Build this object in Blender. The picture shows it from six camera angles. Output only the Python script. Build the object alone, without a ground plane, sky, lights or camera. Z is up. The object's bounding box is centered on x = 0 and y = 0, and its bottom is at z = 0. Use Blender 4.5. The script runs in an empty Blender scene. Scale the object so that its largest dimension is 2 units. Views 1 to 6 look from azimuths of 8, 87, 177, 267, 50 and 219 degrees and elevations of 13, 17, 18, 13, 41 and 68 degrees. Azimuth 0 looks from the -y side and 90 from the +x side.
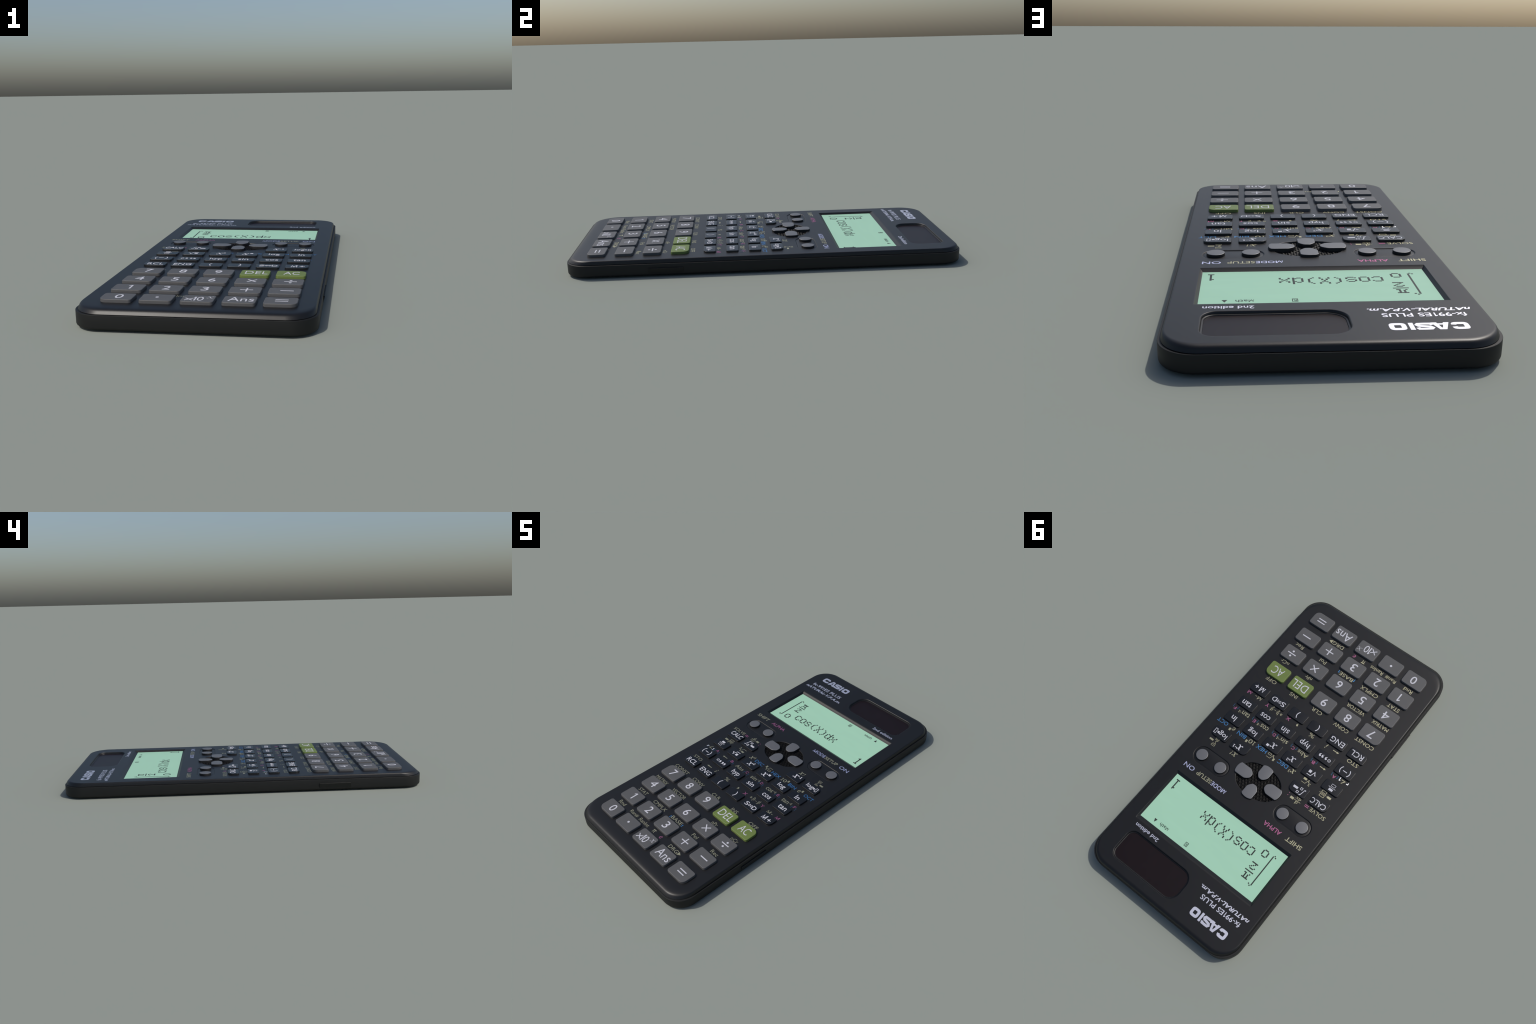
"""Pocket scientific calculator lying on its back: dark two-part housing, recessed
display with a dot-matrix formula, solar cell window, 44 raised keys, four arrow
buttons around a faceted well, and every printed legend as thin raised ink."""
import bpy, bmesh, math
from mathutils import Vector
from math import sin, cos, pi, radians

Z_FACE = 0.0862          # flat upper face of the housing
Z_LEDGE = 0.0652         # step between upper case and lower shell
Z_SCREEN = 0.0755
INK = 0.0003             # thickness of printed ink above its surface

scene = bpy.context.scene
col = scene.collection


# ------------------------------------------------------------------ materials
def srgb(r, g, b):
    f = lambda c: (c / 255 / 12.92) if c / 255 <= 0.04045 else ((c / 255 + 0.055) / 1.055) ** 2.4
    return (f(r), f(g), f(b), 1.0)


def material(name, color, rough=0.5, metallic=0.0, spec=0.5, vary=0.06, grain=900.0, bump=0.0, coat=0.0,
             noise_scale=(1, 1, 1)):
    m = bpy.data.materials.new(name)
    m.use_nodes = True
    nt = m.node_tree
    b = nt.nodes["Principled BSDF"]
    b.inputs["Roughness"].default_value = rough
    b.inputs["Metallic"].default_value = metallic
    b.inputs["Specular IOR Level"].default_value = spec
    b.inputs["Coat Weight"].default_value = coat
    tc = nt.nodes.new("ShaderNodeTexCoord")
    mp = nt.nodes.new("ShaderNodeMapping")
    mp.inputs["Scale"].default_value = noise_scale
    nt.links.new(tc.outputs["Object"], mp.inputs["Vector"])
    n = nt.nodes.new("ShaderNodeTexNoise")
    n.inputs["Scale"].default_value = 9.0
    n.inputs["Detail"].default_value = 3.0
    nt.links.new(mp.outputs["Vector"], n.inputs["Vector"])
    r = nt.nodes.new("ShaderNodeValToRGB")
    c = color
    r.color_ramp.elements[0].position = 0.3
    r.color_ramp.elements[1].position = 0.7
    r.color_ramp.elements[0].color = (c[0] * (1 - vary), c[1] * (1 - vary), c[2] * (1 - vary), 1)
    r.color_ramp.elements[1].color = (c[0] * (1 + vary), c[1] * (1 + vary), c[2] * (1 + vary), 1)
    nt.links.new(n.outputs["Fac"], r.inputs["Fac"])
    nt.links.new(r.outputs["Color"], b.inputs["Base Color"])
    if bump > 0:
        n2 = nt.nodes.new("ShaderNodeTexNoise")
        n2.inputs["Scale"].default_value = grain
        n2.inputs["Detail"].default_value = 1.0
        nt.links.new(tc.outputs["Object"], n2.inputs["Vector"])
        bp = nt.nodes.new("ShaderNodeBump")
        bp.inputs["Strength"].default_value = bump
        bp.inputs["Distance"].default_value = 0.0006
        nt.links.new(n2.outputs["Fac"], bp.inputs["Height"])
        nt.links.new(bp.outputs["Normal"], b.inputs["Normal"])
    return m


def brushed_metal(name, color, rough):
    """Spun metal: fine concentric rings round the object's own centre."""
    m = bpy.data.materials.new(name)
    m.use_nodes = True
    nt = m.node_tree
    b = nt.nodes["Principled BSDF"]
    b.inputs["Metallic"].default_value = 0.5
    b.inputs["Roughness"].default_value = rough
    tc = nt.nodes.new("ShaderNodeTexCoord")
    w = nt.nodes.new("ShaderNodeTexWave")
    w.wave_type = 'RINGS'
    w.rings_direction = 'Z'
    w.inputs["Scale"].default_value = 110.0
    w.inputs["Distortion"].default_value = 0.0
    nt.links.new(tc.outputs["Object"], w.inputs["Vector"])
    bp = nt.nodes.new("ShaderNodeBump")
    bp.inputs["Strength"].default_value = 0.06
    bp.inputs["Distance"].default_value = 0.0008
    nt.links.new(w.outputs["Fac"], bp.inputs["Height"])
    nt.links.new(bp.outputs["Normal"], b.inputs["Normal"])
    r = nt.nodes.new("ShaderNodeValToRGB")
    r.color_ramp.elements[0].color = tuple(v * 0.88 for v in color[:3]) + (1,)
    r.color_ramp.elements[1].color = tuple(min(1, v * 1.12) for v in color[:3]) + (1,)
    nt.links.new(w.outputs["Fac"], r.inputs["Fac"])
    nt.links.new(r.outputs["Color"], b.inputs["Base Color"])
    return m


LABEL_METAL, LABEL_ROUGH = 0.85, 0.45
M = {
    'case': material("case_plastic", (0.0050, 0.0050, 0.0052, 1), 0.41, 0.0, 0.41, 0.05, 1400, 0.05),
    'shell': material("shell_plastic", (0.0060, 0.0063, 0.0058, 1), 0.55, 0.0, 0.38, 0.05, 900, 0.08),
    'key_grey': material("grey_key_plastic", (0.080, 0.0798, 0.0805, 1), 0.5, 0.0, 0.4, 0.04, 1200, 0.04),
    'key_green': material("green_key_plastic", (0.120, 0.168, 0.039, 1), 0.5, 0.0, 0.4, 0.04, 1200, 0.04),
    'key_dark': material("dark_key_plastic", (0.0034, 0.0040, 0.0052, 1), 0.32, 0.0, 0.5, 0.05, 1200, 0.03),
    'lcd': material("display_green", (0.330, 0.567, 0.410, 1), 0.45, 0.0, 0.3, 0.014, 600, 0.0, noise_scale=(0.6, 3, 1)),
    'segment': material("display_segment_ink", (0.028, 0.034, 0.030, 1), 0.5, 0.0, 0.3, 0.03),
    'segment_soft': material("display_icon_ink", (0.030, 0.045, 0.037, 1), 0.5, 0.0, 0.3, 0.03),
    'solar': material("solar_cell_film", (0.0072, 0.0031, 0.0039, 1), 0.42, 0.0, 0.24, 0.1, noise_scale=(4, 1, 1)),
    'well': material("well_facets", (0.0046, 0.0044, 0.0043, 1), 0.5, 0.0, 0.13, 0.1),
    'metal': brushed_metal("spun_metal", (0.150, 0.152, 0.158), 0.45),
    'ink_white': material("key_legend_white", (0.50, 0.50, 0.54, 1), 0.5, 0.0, 0.4, 0.02),
    'ink_beige': material("legend_beige", (0.46, 0.44, 0.29, 1), LABEL_ROUGH, LABEL_METAL, 0.5, 0.03),
    'ink_pink': material("legend_pink", (0.47, 0.155, 0.29, 1), LABEL_ROUGH, LABEL_METAL, 0.5, 0.03),
    'ink_blue': material("legend_blue", (0.085, 0.28, 0.56, 1), LABEL_ROUGH, LABEL_METAL, 0.5, 0.03),
    'ink_teal': material("legend_dim_blue", (0.045, 0.12, 0.22, 1), LABEL_ROUGH, LABEL_METAL, 0.5, 0.03),
    'ink_lilac': material("legend_lilac", (0.54, 0.56, 0.73, 1), LABEL_ROUGH, LABEL_METAL, 0.5, 0.03),
    'ink_logo': material("legend_silver", (0.68, 0.68, 0.75, 1), LABEL_ROUGH, LABEL_METAL, 0.5, 0.03),
    'ink_snow': material("legend_pure_white", (0.95, 0.95, 0.95, 1), LABEL_ROUGH, LABEL_METAL, 0.5, 0.0),
    'flank': material("button_flank_plastic", (0.0045, 0.0045, 0.005, 1), 0.5, 0.0, 0.3, 0.05),
    'rubber': material("rubber_foot", (0.012, 0.012, 0.012, 1), 0.8),
}


# ------------------------------------------------------------------ mesh tools
def rounded_rect(x0, x1, y0, y1, radii, n=8):
    """CCW outline; radii = bottom-left, bottom-right, top-right, top-left."""
    if not isinstance(radii, (tuple, list)):
        radii = (radii,) * 4
    pts = []
    for (cx, cy, a0), r in zip(((x0, y0, pi), (x1, y0, 1.5 * pi), (x1, y1, 0), (x0, y1, 0.5 * pi)), radii):
        sx, sy = (1 if cx == x0 else -1), (1 if cy == y0 else -1)
        for i in range(n + 1):
            a = a0 + i / n * pi / 2
            pts.append((cx + sx * r + r * cos(a), cy + sy * r + r * sin(a)))
    return pts


def inset_rect(box, d, radii, n=8):
    """Rounded rectangle shrunk by d = number or (left, right, bottom, top)."""
    if not isinstance(d, (tuple, list)):
        d = (d,) * 4
    if not isinstance(radii, (tuple, list)):
        radii = (radii,) * 4
    m = sum(d) / 4
    rr = [max(0.0006, r - m) for r in radii]
    return rounded_rect(box[0] + d[0], box[1] - d[1], box[2] + d[2], box[3] - d[3], rr, n)


def inset_poly(pts, d):
    n = len(pts)
    out = []
    for i in range(n):
        p, a, b = Vector(pts[i]), Vector(pts[i - 1]), Vector(pts[(i + 1) % n])
        t = (b - a)
        nrm = Vector((-t.y, t.x)).normalized()
        out.append(tuple(p + nrm * d))
    return out


def add_loop(bm, pts, z):
    f = z if callable(z) else (lambda x, y: z)
    return [bm.verts.new((x, y, f(x, y))) for x, y in pts]


def bridge(bm, a, b):
    n = len(a)
    for i in range(n):
        j = (i + 1) % n
        bm.faces.new((a[i], a[j], b[j], b[i]))


def finish(bm, name, mat, parent=None, sharp=35.0, kind=None, loc=(0, 0, 0)):
    bmesh.ops.remove_doubles(bm, verts=bm.verts, dist=1e-6)
    bmesh.ops.recalc_face_normals(bm, faces=bm.faces)
    me = bpy.data.meshes.new(name)
    bm.to_mesh(me)
    bm.free()
    mats = mat if isinstance(mat, (list, tuple)) else [mat]
    for m in mats:
        me.materials.append(M[m])
    me.polygons.foreach_set("use_smooth", [True] * len(me.polygons))
    me.set_sharp_from_angle(angle=radians(sharp))
    return place(me, name, parent, loc, kind)


def place(me, name, parent=None, loc=(0, 0, 0), kind=None):
    o = bpy.data.objects.new(name, me)
    col.objects.link(o)
    if parent:
        o.parent = parent
    o.location = loc
    if kind:
        o["kind"] = kind
    return o


# ------------------------------------------------------------------ flat ink artwork
class Art:
    """Collects thin flat glyph pieces in 2D; each piece is a shallow prism."""

    def __init__(self):
        self.bm = bmesh.new()
        self.k = 0
        self.mats = []

    def mat(self, m):
        if m not in self.mats:
            self.mats.append(m)
        return self.mats.index(m)

    def lift(self):
        self.k += 1
        return INK + 0.00003 * (self.k % 6)

    def poly(self, pts, m, hole=None):
        bm, z, mi = self.bm, self.lift(), self.mat(m)
        top = [bm.verts.new((x, y, z)) for x, y in pts]
        bot = [bm.verts.new((x, y, -0.0004)) for x, y in pts]
        n = len(pts)
        fs = []
        if hole is None:
            fs.append(bm.faces.new(top))
        else:
            it = [bm.verts.new((x, y, z)) for x, y in hole]
            ib = [bm.verts.new((x, y, -0.0004)) for x, y in hole]
            for i in range(n):
                j = (i + 1) % n
                fs.append(bm.faces.new((top[i], top[j], it[j], it[i])))
                fs.append(bm.faces.new((it[i], it[j], ib[j], ib[i])))
        for i in range(n):
            j = (i + 1) % n
            fs.append(bm.faces.new((bot[i], bot[j], top[j], top[i])))
        for f in fs:
            f.material_index = mi

    def rect(self, x0, x1, y0, y1, m):
        self.poly([(x0, y0), (x1, y0), (x1, y1), (x0, y1)], m)

    def frame(self, x0, x1, y0, y1, t, m):
        self.poly([(x0, y0), (x1, y0), (x1, y1), (x0, y1)], m,
                  [(x0 + t, y0 + t), (x1 - t, y0 + t), (x1 - t, y1 - t), (x0 + t, y1 - t)])

    def disc(self, x, y, r, m, n=20, ry=None):
        ry = ry or r
        self.poly([(x + r * cos(2 * pi * i / n), y + ry * sin(2 * pi * i / n)) for i in range(n)], m)

    def ring(self, x, y, r, t, m, n=24):
        c = lambda q: [(x + q * cos(2 * pi * i / n), y + q * sin(2 * pi * i / n)) for i in range(n)]
        self.poly(c(r), m, c(r - t))

    def stroke(self, pts, w, m):
        """Open polyline of constant or per-point width with mitred joints."""
        P = [Vector(p) for p in pts]
        n = len(P)
        ws = w if isinstance(w, (list, tuple)) else [w] * n
        L, R = [], []
        for i in range(n):
            t0 = (P[i] - P[i - 1]).normalized() if i else None
            t1 = (P[i + 1] - P[i]).normalized() if i < n - 1 else None
            t0, t1 = t0 or t1, t1 or t0
            t = (t0 + t1).normalized()
            nr = Vector((-t.y, t.x))
            k = 1 / max(0.45, nr.dot(Vector((-t1.y, t1.x))))
            L.append(tuple(P[i] + nr * ws[i] / 2 * k))
            R.append(tuple(P[i] - nr * ws[i] / 2 * k))
        bm, z, mi = self.bm, self.lift(), self.mat(m)
        v = lambda p, zz: bm.verts.new((p[0], p[1], zz))
        lt, rt = [v(p, z) for p in L], [v(p, z) for p in R]
        lb, rb = [v(p, -0.0004) for p in L], [v(p, -0.0004) for p in R]
        fs = []
        for i in range(n - 1):
            fs += [bm.faces.new((rt[i], rt[i + 1], lt[i + 1], lt[i])),
                   bm.faces.new((rb[i], rb[i + 1], rt[i + 1], rt[i])),
                   bm.faces.new((lt[i], lt[i + 1], lb[i + 1], lb[i]))]
        fs += [bm.faces.new((rb[0], rt[0], lt[0], lb[0])), bm.faces.new((rt[-1], rb[-1], lb[-1], lt[-1]))]
        for f in fs:
            f.material_index = mi

    def text(self, s, x0, x1, y0, y1, m, bold=0.0, shear=0.0):
        """Built-in font fitted to the box x0..x1, y0..y1 (ink extents)."""
        cu = bpy.data.curves.new("glyphs", 'FONT')
        cu.body = s
        cu.size = 1.0
        cu.shear = shear
        cu.offset = bold
        cu.resolution_u = 3
        ob = bpy.data.objects.new("glyphs", cu)
        col.objects.link(ob)
        me = bpy.data.meshes.new_from_object(ob.evaluated_get(bpy.context.evaluated_depsgraph_get()))
        xs = [v.co.x for v in me.vertices]
        ys = [v.co.y for v in me.vertices]
        ax, bx, ay, by = min(xs), max(xs), min(ys), max(ys)
        z, mi, bm = self.lift(), self.mat(m), self.bm
        tmp = bmesh.new()
        tmp.from_mesh(me)
        bmesh.ops.remove_doubles(tmp, verts=tmp.verts, dist=1e-5)
        if sum(f.normal.z for f in tmp.faces) < 0:
            bmesh.ops.reverse_faces(tmp, faces=tmp.faces)
        mp = {}
        for v in tmp.verts:
            q = (x0 + (v.co.x - ax) / (bx - ax) * (x1 - x0), y0 + (v.co.y - ay) / (by - ay) * (y1 - y0))
            mp[v.index] = q
        tops, bots = {}, {}
        tmp.verts.ensure_lookup_table()
        for i, q in mp.items():
            tops[i] = bm.verts.new((q[0], q[1], z))
        for f in tmp.faces:
            bm.faces.new([tops[v.index] for v in f.verts]).material_index = mi
        for e in tmp.edges:
            if len(e.link_faces) == 1:
                a, b = e.link_loops[0].vert.index, e.link_loops[0].link_loop_next.vert.index
                for i in (a, b):
                    if i not in bots:
                        bots[i] = bm.verts.new((mp[i][0], mp[i][1], -0.0004))
                bm.faces.new((tops[b], tops[a], bots[a], bots[b])).material_index = mi
        tmp.free()
        bpy.data.objects.remove(ob)
        bpy.data.curves.remove(cu)
        bpy.data.meshes.remove(me)

    def one(self, x0, x1, y0, y1, m, t, foot=False):
        """Digit one with a flag (the built-in font draws a bare bar)."""
        xs = (x0 + x1) / 2 if foot else x1 - t / 2
        h = y1 - y0
        self.rect(xs - t / 2, xs + t / 2, y0, y1, m)
        self.poly([(xs - t / 2, y1), (x0, y1 - 0.17 * h), (x0, y1 - 0.17 * h - t * 1.05), (xs - t / 2, y1 - t * 1.15)], m)
        if foot:
            self.rect(x0, xs - t / 2 - 1e-5, y0, y0 + t * .8, m)
            self.rect(xs + t / 2 + 1e-5, x1, y0, y0 + t * .8, m)

    def cap_m(self, x0, x1, y0, y1, t, m):
        xm, q = (x0 + x1) / 2, t * 1.1
        self.poly([(x0, y0), (x0 + t, y0), (x0 + t, y1 - 0.25 * (y1 - y0)), (xm - t * .5, y0), (xm + t * .5, y0),
                   (x1 - t, y1 - 0.25 * (y1 - y0)), (x1 - t, y0), (x1, y0), (x1, y1), (x1 - q, y1),
                   (xm, y0 + 0.24 * (y1 - y0)), (x0 + q, y1)], m)

    def math_x(self, x0, x1, y0, y1, m, heavy=1.0):
        """Curly italic x of mathematical typesetting."""
        w, h = x1 - x0, y1 - y0
        P = lambda u, v: (x0 + u * w, y0 + v * h)
        t = 0.17 * h * heavy
        self.stroke([P(0.12, 0.86), P(0.24, 0.98), P(0.36, 0.93), P(0.44, 0.72), P(0.55, 0.28), P(0.66, 0.07),
                     P(0.80, 0.03), P(0.94, 0.16)], [t * .3, t * .5, t * .8, t, t, t * .8, t * .5, t * .3], m)
        self.stroke([P(0.05, 0.10), P(0.20, 0.06), P(0.36, 0.26), P(0.64, 0.74), P(0.80, 0.94), P(0.95, 0.90)],
                    [t * .4, t * .45, t * .4, t * .4, t * .45, t * .4], m)
        self.disc(x0 + 0.06 * w, y0 + 0.12 * h, t * .55, m, 12)
        self.disc(x0 + 0.94 * w, y0 + 0.87 * h, t * .55, m, 12)

    def comma(self, x, y, r, m):
        self.disc(x, y, r, m, 14)
        self.stroke([(x + r * .6, y), (x + r * .75, y - r * 1.2), (x - r * .5, y - r * 2.4)], [r * .9, r * .8, r * .3], m)

    def radical(self, pts, w, m):
        self.stroke(pts, w, m)

    def build(self, name, parent, loc, surface=None):
        """surface(x, y) gives the height of a curved carrier relative to loc."""
        if surface:
            for v in self.bm.verts:
                v.co.z += surface(v.co.x + loc[0], v.co.y + loc[1])
        bm = self.bm
        me = bpy.data.meshes.new(name)
        bm.to_mesh(me)
        bm.free()
        for m in self.mats:
            me.materials.append(M[m])
        px, py, pz = parent.location if parent.parent else (0, 0, 0)
        o = place(me, name, parent, (loc[0] - px, loc[1] - py, loc[2] - pz))
        return o


# ------------------------------------------------------------------ the thing itself
root = bpy.data.objects.new("scientific_calculator", None)
col.objects.link(root)
root["label"] = "black scientific calculator with green display and grey keys"
root["category"] = "calculator"

# ---- lower shell: vertical wall, rounded foot edge, flat ledge on top
W, LN, RC = 0.4742, 1.0, 0.110
shell_box = (-W, W, -LN, LN)
bm = bmesh.new()
levels = [(0.0300, 0.0060), (0.0080, 0.0063), (0.0042, 0.0074), (0.0016, 0.0098), (0.0003, 0.0130), (0.0, 0.0165),
          (0.0, 0.0635), (0.0003, 0.0646), (0.0011, Z_LEDGE), (0.0030, Z_LEDGE), (0.03, Z_LEDGE)]
loops = [add_loop(bm, inset_rect(shell_box, d, RC, 14), z) for d, z in levels]
for a, b in zip(loops, loops[1:]):
    bridge(bm, a, b)
bm.faces.new(list(reversed(loops[0])))
bm.faces.new(loops[-1])
shell = finish(bm, "bottom_shell", 'shell', root)

# finger grips: low ribs on both long sides near the lower end
for s in (-1, 1):
    bm = bmesh.new()
    prof = [(W - 0.004, 0.0455), (W + 0.0052, 0.0452), (W + 0.0062, 0.0442), (W + 0.0004, 0.0175), (W - 0.004, 0.0150)]
    a = [bm.verts.new((s * x, -0.587, z)) for x, z in prof]
    b = [bm.verts.new((s * x, -0.414, z)) for x, z in prof]
    bridge(bm, a, b)
    bm.faces.new(a)
    bm.faces.new(list(reversed(b)))
    finish(bm, "side_grip", 'shell', shell)

# rubber feet and battery door underneath
for fx in (-0.36, 0.36):
    for fy in (-0.84, 0.84):
        bm = bmesh.new()
        ring = lambda r, z: add_loop(bm, [(r * cos(2 * pi * i / 32), r * sin(2 * pi * i / 32)) for i in range(32)], z)
        ls = [ring(0.040, 0.009), ring(0.040, 0.0015), ring(0.0385, 0.0)]
        bridge(bm, ls[0], ls[1])
        bridge(bm, ls[1], ls[2])
        bm.faces.new(ls[0])
        bm.faces.new(ls[2])
        finish(bm, "foot", 'rubber', shell, loc=(fx, fy, 0))
bm = bmesh.new()
ls = [add_loop(bm, inset_rect((-0.2, 0.2, 0.25, 0.6), d, 0.03, 6), z) for d, z in ((0, 0.009), (0, 0.0062), (0.002, 0.0052))]
bridge(bm, ls[0], ls[1])
bridge(bm, ls[1], ls[2])
bm.faces.new(ls[0])
bm.faces.new(ls[2])
finish(bm, "battery_cover", 'shell', shell)

# ---- upper case: bevelled plate with windows, recesses and a soft front lip
case_box = (-0.4655, 0.4655, -0.9935, 0.9960)
bm = bmesh.new()


def case_loop(side, front, back, z, r):
    return add_loop(bm, rounded_rect(case_box[0] + side, case_box[1] - side, case_box[2] + front, case_box[3] - back,
                                     (r, r, r, r), 14), z)


# columns: inset of the long sides, front edge, back edge; height; corner radius
prof = [(0.006, 0.006, 0.006, 0.0620, 0.106), (0.004, 0.003, 0.004, 0.0665, 0.108), (0.0, 0.0, 0.0, 0.0672, 0.110),
        (0.0008, 0.0028, 0.0022, 0.0708, 0.110), (0.0016, 0.0057, 0.0040, 0.0745, 0.110), (0.0024, 0.0087, 0.0056, 0.0780, 0.110),
        (0.0033, 0.0118, 0.0076, 0.0808, 0.110), (0.0044, 0.0172, 0.0108, 0.0833, 0.109), (0.0054, 0.0260, 0.0150, 0.0849, 0.108),
        (0.0066, 0.0390, 0.0195, 0.0858, 0.106), (0.0080, 0.0560, 0.0235, Z_FACE, 0.104), (0.0110, 0.0620, 0.0260, Z_FACE, 0.102)]
outer = [case_loop(*p) for p in prof]
for a, b in zip(outer, outer[1:]):
    bridge(bm, a, b)
bm.faces.new(list(reversed(outer[0])))
rims = [outer[-1]]


def hole(box, radii, levels, n=8, cap=False):
    """Loft a window down from the face: levels = (inset, z)."""
    ls = [add_loop(bm, inset_rect(box, -0.0025, radii, n), Z_FACE)]
    ls += [add_loop(bm, inset_rect(box, d, radii, n), z) for d, z in levels]
    for a, b in zip(ls, ls[1:]):
        bridge(bm, a, b)
    if cap:
        bm.faces.new(ls[-1])
    rims.append(ls[0])


# display window: rounded lip then a slope down to the glass, widest at the top
lcd_box = (-0.3850, 0.3870, 0.3660, 0.7040)
hole(lcd_box, 0.0045, [((0,) * 4, Z_FACE), ((0.0007, 0.0007, 0.0007, 0.0050), Z_FACE - 0.0006),
                       ((0.0018, 0.0018, 0.0030, 0.0098), Z_FACE - 0.0020),
                       ((0.0030, 0.0030, 0.0055, 0.0128), Z_FACE - 0.0042),
                       ((0.0115, 0.0100, 0.0165, 0.0260), Z_SCREEN - 0.0003), ((0.0115, 0.0100, 0.0165, 0.0260), 0.072)], 5)
# solar window: lip, narrow ledge, second step
sol_box, sol_r = (-0.0615, 0.3620, 0.7555, 0.9310), (0.062, 0.046, 0.046, 0.062)
hole(sol_box, sol_r, [(0, Z_FACE), (0.0006, Z_FACE - 0.0003), (0.0020, Z_FACE - 0.0014), (0.0034, Z_FACE - 0.0042),
                      (0.0042, Z_FACE - 0.0078), (0.0062, Z_FACE - 0.0084), (0.0086, Z_FACE - 0.0090),
                      (0.0096, Z_FACE - 0.0104), (0.0100, 0.068)], 10)
# pill-shaped recesses round the button pairs
for s in (-1, 1):
    hole((s * 0.2755 - 0.1125, s * 0.2755 + 0.1125, 0.1665, 0.2695), 0.0505,
         [(0, Z_FACE), (0.0010, Z_FACE - 0.0006), (0.0030, Z_FACE - 0.0032), (0.0050, Z_FACE - 0.0034),
          (0.0075, Z_FACE - 0.0026), (0.0100, Z_FACE - 0.0022)], 12, cap=True)
# arrow well
AX, AY = 0.0010, 0.1570
well = [(AX + 0.130 * (1 if cos(t) >= 0 else -1) * abs(cos(t)) ** 0.85,
         AY + 0.0930 * (1 if sin(t) >= 0 else -1) * abs(sin(t)) ** 0.85) for t in [2 * pi * i / 64 for i in range(64)]]
ws = [add_loop(bm, inset_poly(well, d), z) for d, z in ((-0.0025, Z_FACE), (0, Z_FACE), (0.0008, Z_FACE - 0.0006),
                                                        (0.0022, Z_FACE - 0.0040), (0.0030, 0.0740))]
for a, b in zip(ws, ws[1:]):
    bridge(bm, a, b)
rims.append(ws[0])

edges = []
for r in rims:
    n = len(r)
    for i in range(n):
        e = bm.edges.get((r[i], r[(i + 1) % n]))
        edges.append(e)
bmesh.ops.triangle_fill(bm, use_beauty=True, use_dissolve=False, edges=edges, normal=(0, 0, 1))
case = finish(bm, "top_case", 'case', root, sharp=38)

# ---- display glass and solar film
bm = bmesh.new()
l = add_loop(bm, rounded_rect(-0.383, 0.385, 0.370, 0.695, 0.003, 3), Z_SCREEN)
l2 = add_loop(bm, rounded_rect(-0.383, 0.385, 0.370, 0.695, 0.003, 3), Z_SCREEN - 0.003)
bridge(bm, l, l2)
bm.faces.new(l)
bm.faces.new(l2)
screen = finish(bm, "display", 'lcd', root)
bm = bmesh.new()
l = add_loop(bm, inset_rect(sol_box, 0.004, sol_r, 10), 0.0752)
l2 = add_loop(bm, inset_rect(sol_box, 0.004, sol_r, 10), 0.0690)
bridge(bm, l, l2)
bm.faces.new(l)
bm.faces.new(l2)
finish(bm, "solar_panel", 'solar', root)

# ---- faceted well floor: rows of small pyramids
bm = bmesh.new()
pitch = 0.0205
base_z, tip_z = 0.0780, 0.0835
for iy in range(-7, 8):
    for ix in range(-9, 10):
        cx, cy = (ix + 0.5 * (iy % 2)) * pitch, iy * pitch * 0.5 * 1.5
        if (cx / 0.134) ** 2 + (cy / 0.097) ** 2 > 1.0:
            continue
        corners = [bm.verts.new((cx + dx * pitch * 0.5, cy + dy * pitch * 0.75, base_z))
                   for dx, dy in ((1, 0), (0, 1), (-1, 0), (0, -1))]
        tip = bm.verts.new((cx + pitch * 0.10, cy - pitch * 0.10, tip_z))
        for i in range(4):
            bm.faces.new((corners[i], corners[(i + 1) % 4], tip))
fl = [bm.verts.new((x, y, base_z - 0.0005)) for x, y in inset_poly([(p[0] - AX, p[1] - AY) for p in well], -0.001)]
bm.faces.new(fl)
finish(bm, "arrow_well_floor", 'well', case, sharp=1, loc=(AX, AY, 0))


# ------------------------------------------------------------------ keys
def key_mesh(name, w, h, radii, top, base, bevel, mat, crown=0.0, n=6):
    """Moulded cap centred on its own origin: drafted wall, rounded rim, soft crown."""
    bm = bmesh.new()
    box = (-w / 2, w / 2, -h / 2, h / 2)
    surf = lambda x, y: -crown * (2 * x / w) ** 2
    L = [add_loop(bm, inset_rect(box, -0.0012, radii, n), base),
         add_loop(bm, inset_rect(box, 0.0, radii, n), lambda x, y: top - bevel + surf(x, y))]
    for i in range(1, 5):
        a = i / 4 * pi / 2
        zz = top - bevel + bevel * sin(a)
        L.append(add_loop(bm, inset_rect(box, bevel * (1 - cos(a)), radii, n), lambda x, y, zz=zz: zz + surf(x, y)))
    zt = lambda x, y: top + surf(x, y)
    ring = inset_rect(box, bevel + 0.0008, radii, n)
    L.append(add_loop(bm, ring, zt))
    for k in (0.8, 0.6, 0.4, 0.2):
        L.append(add_loop(bm, [(x * k, y * min(1.0, k + 0.0)) for x, y in ring], zt))
    for a, b in zip(L, L[1:]):
        bridge(bm, a, b)
    bm.faces.new(L[-1])
    bm.faces.new(list(reversed(L[0])))
    bmesh.ops.recalc_face_normals(bm, faces=bm.faces)
    me = bpy.data.meshes.new(name)
    bm.to_mesh(me)
    bm.free()
    me.materials.append(M[mat])
    me.polygons.foreach_set("use_smooth", [True] * len(me.polygons))
    me.set_sharp_from_angle(angle=radians(50))
    return me


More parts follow.
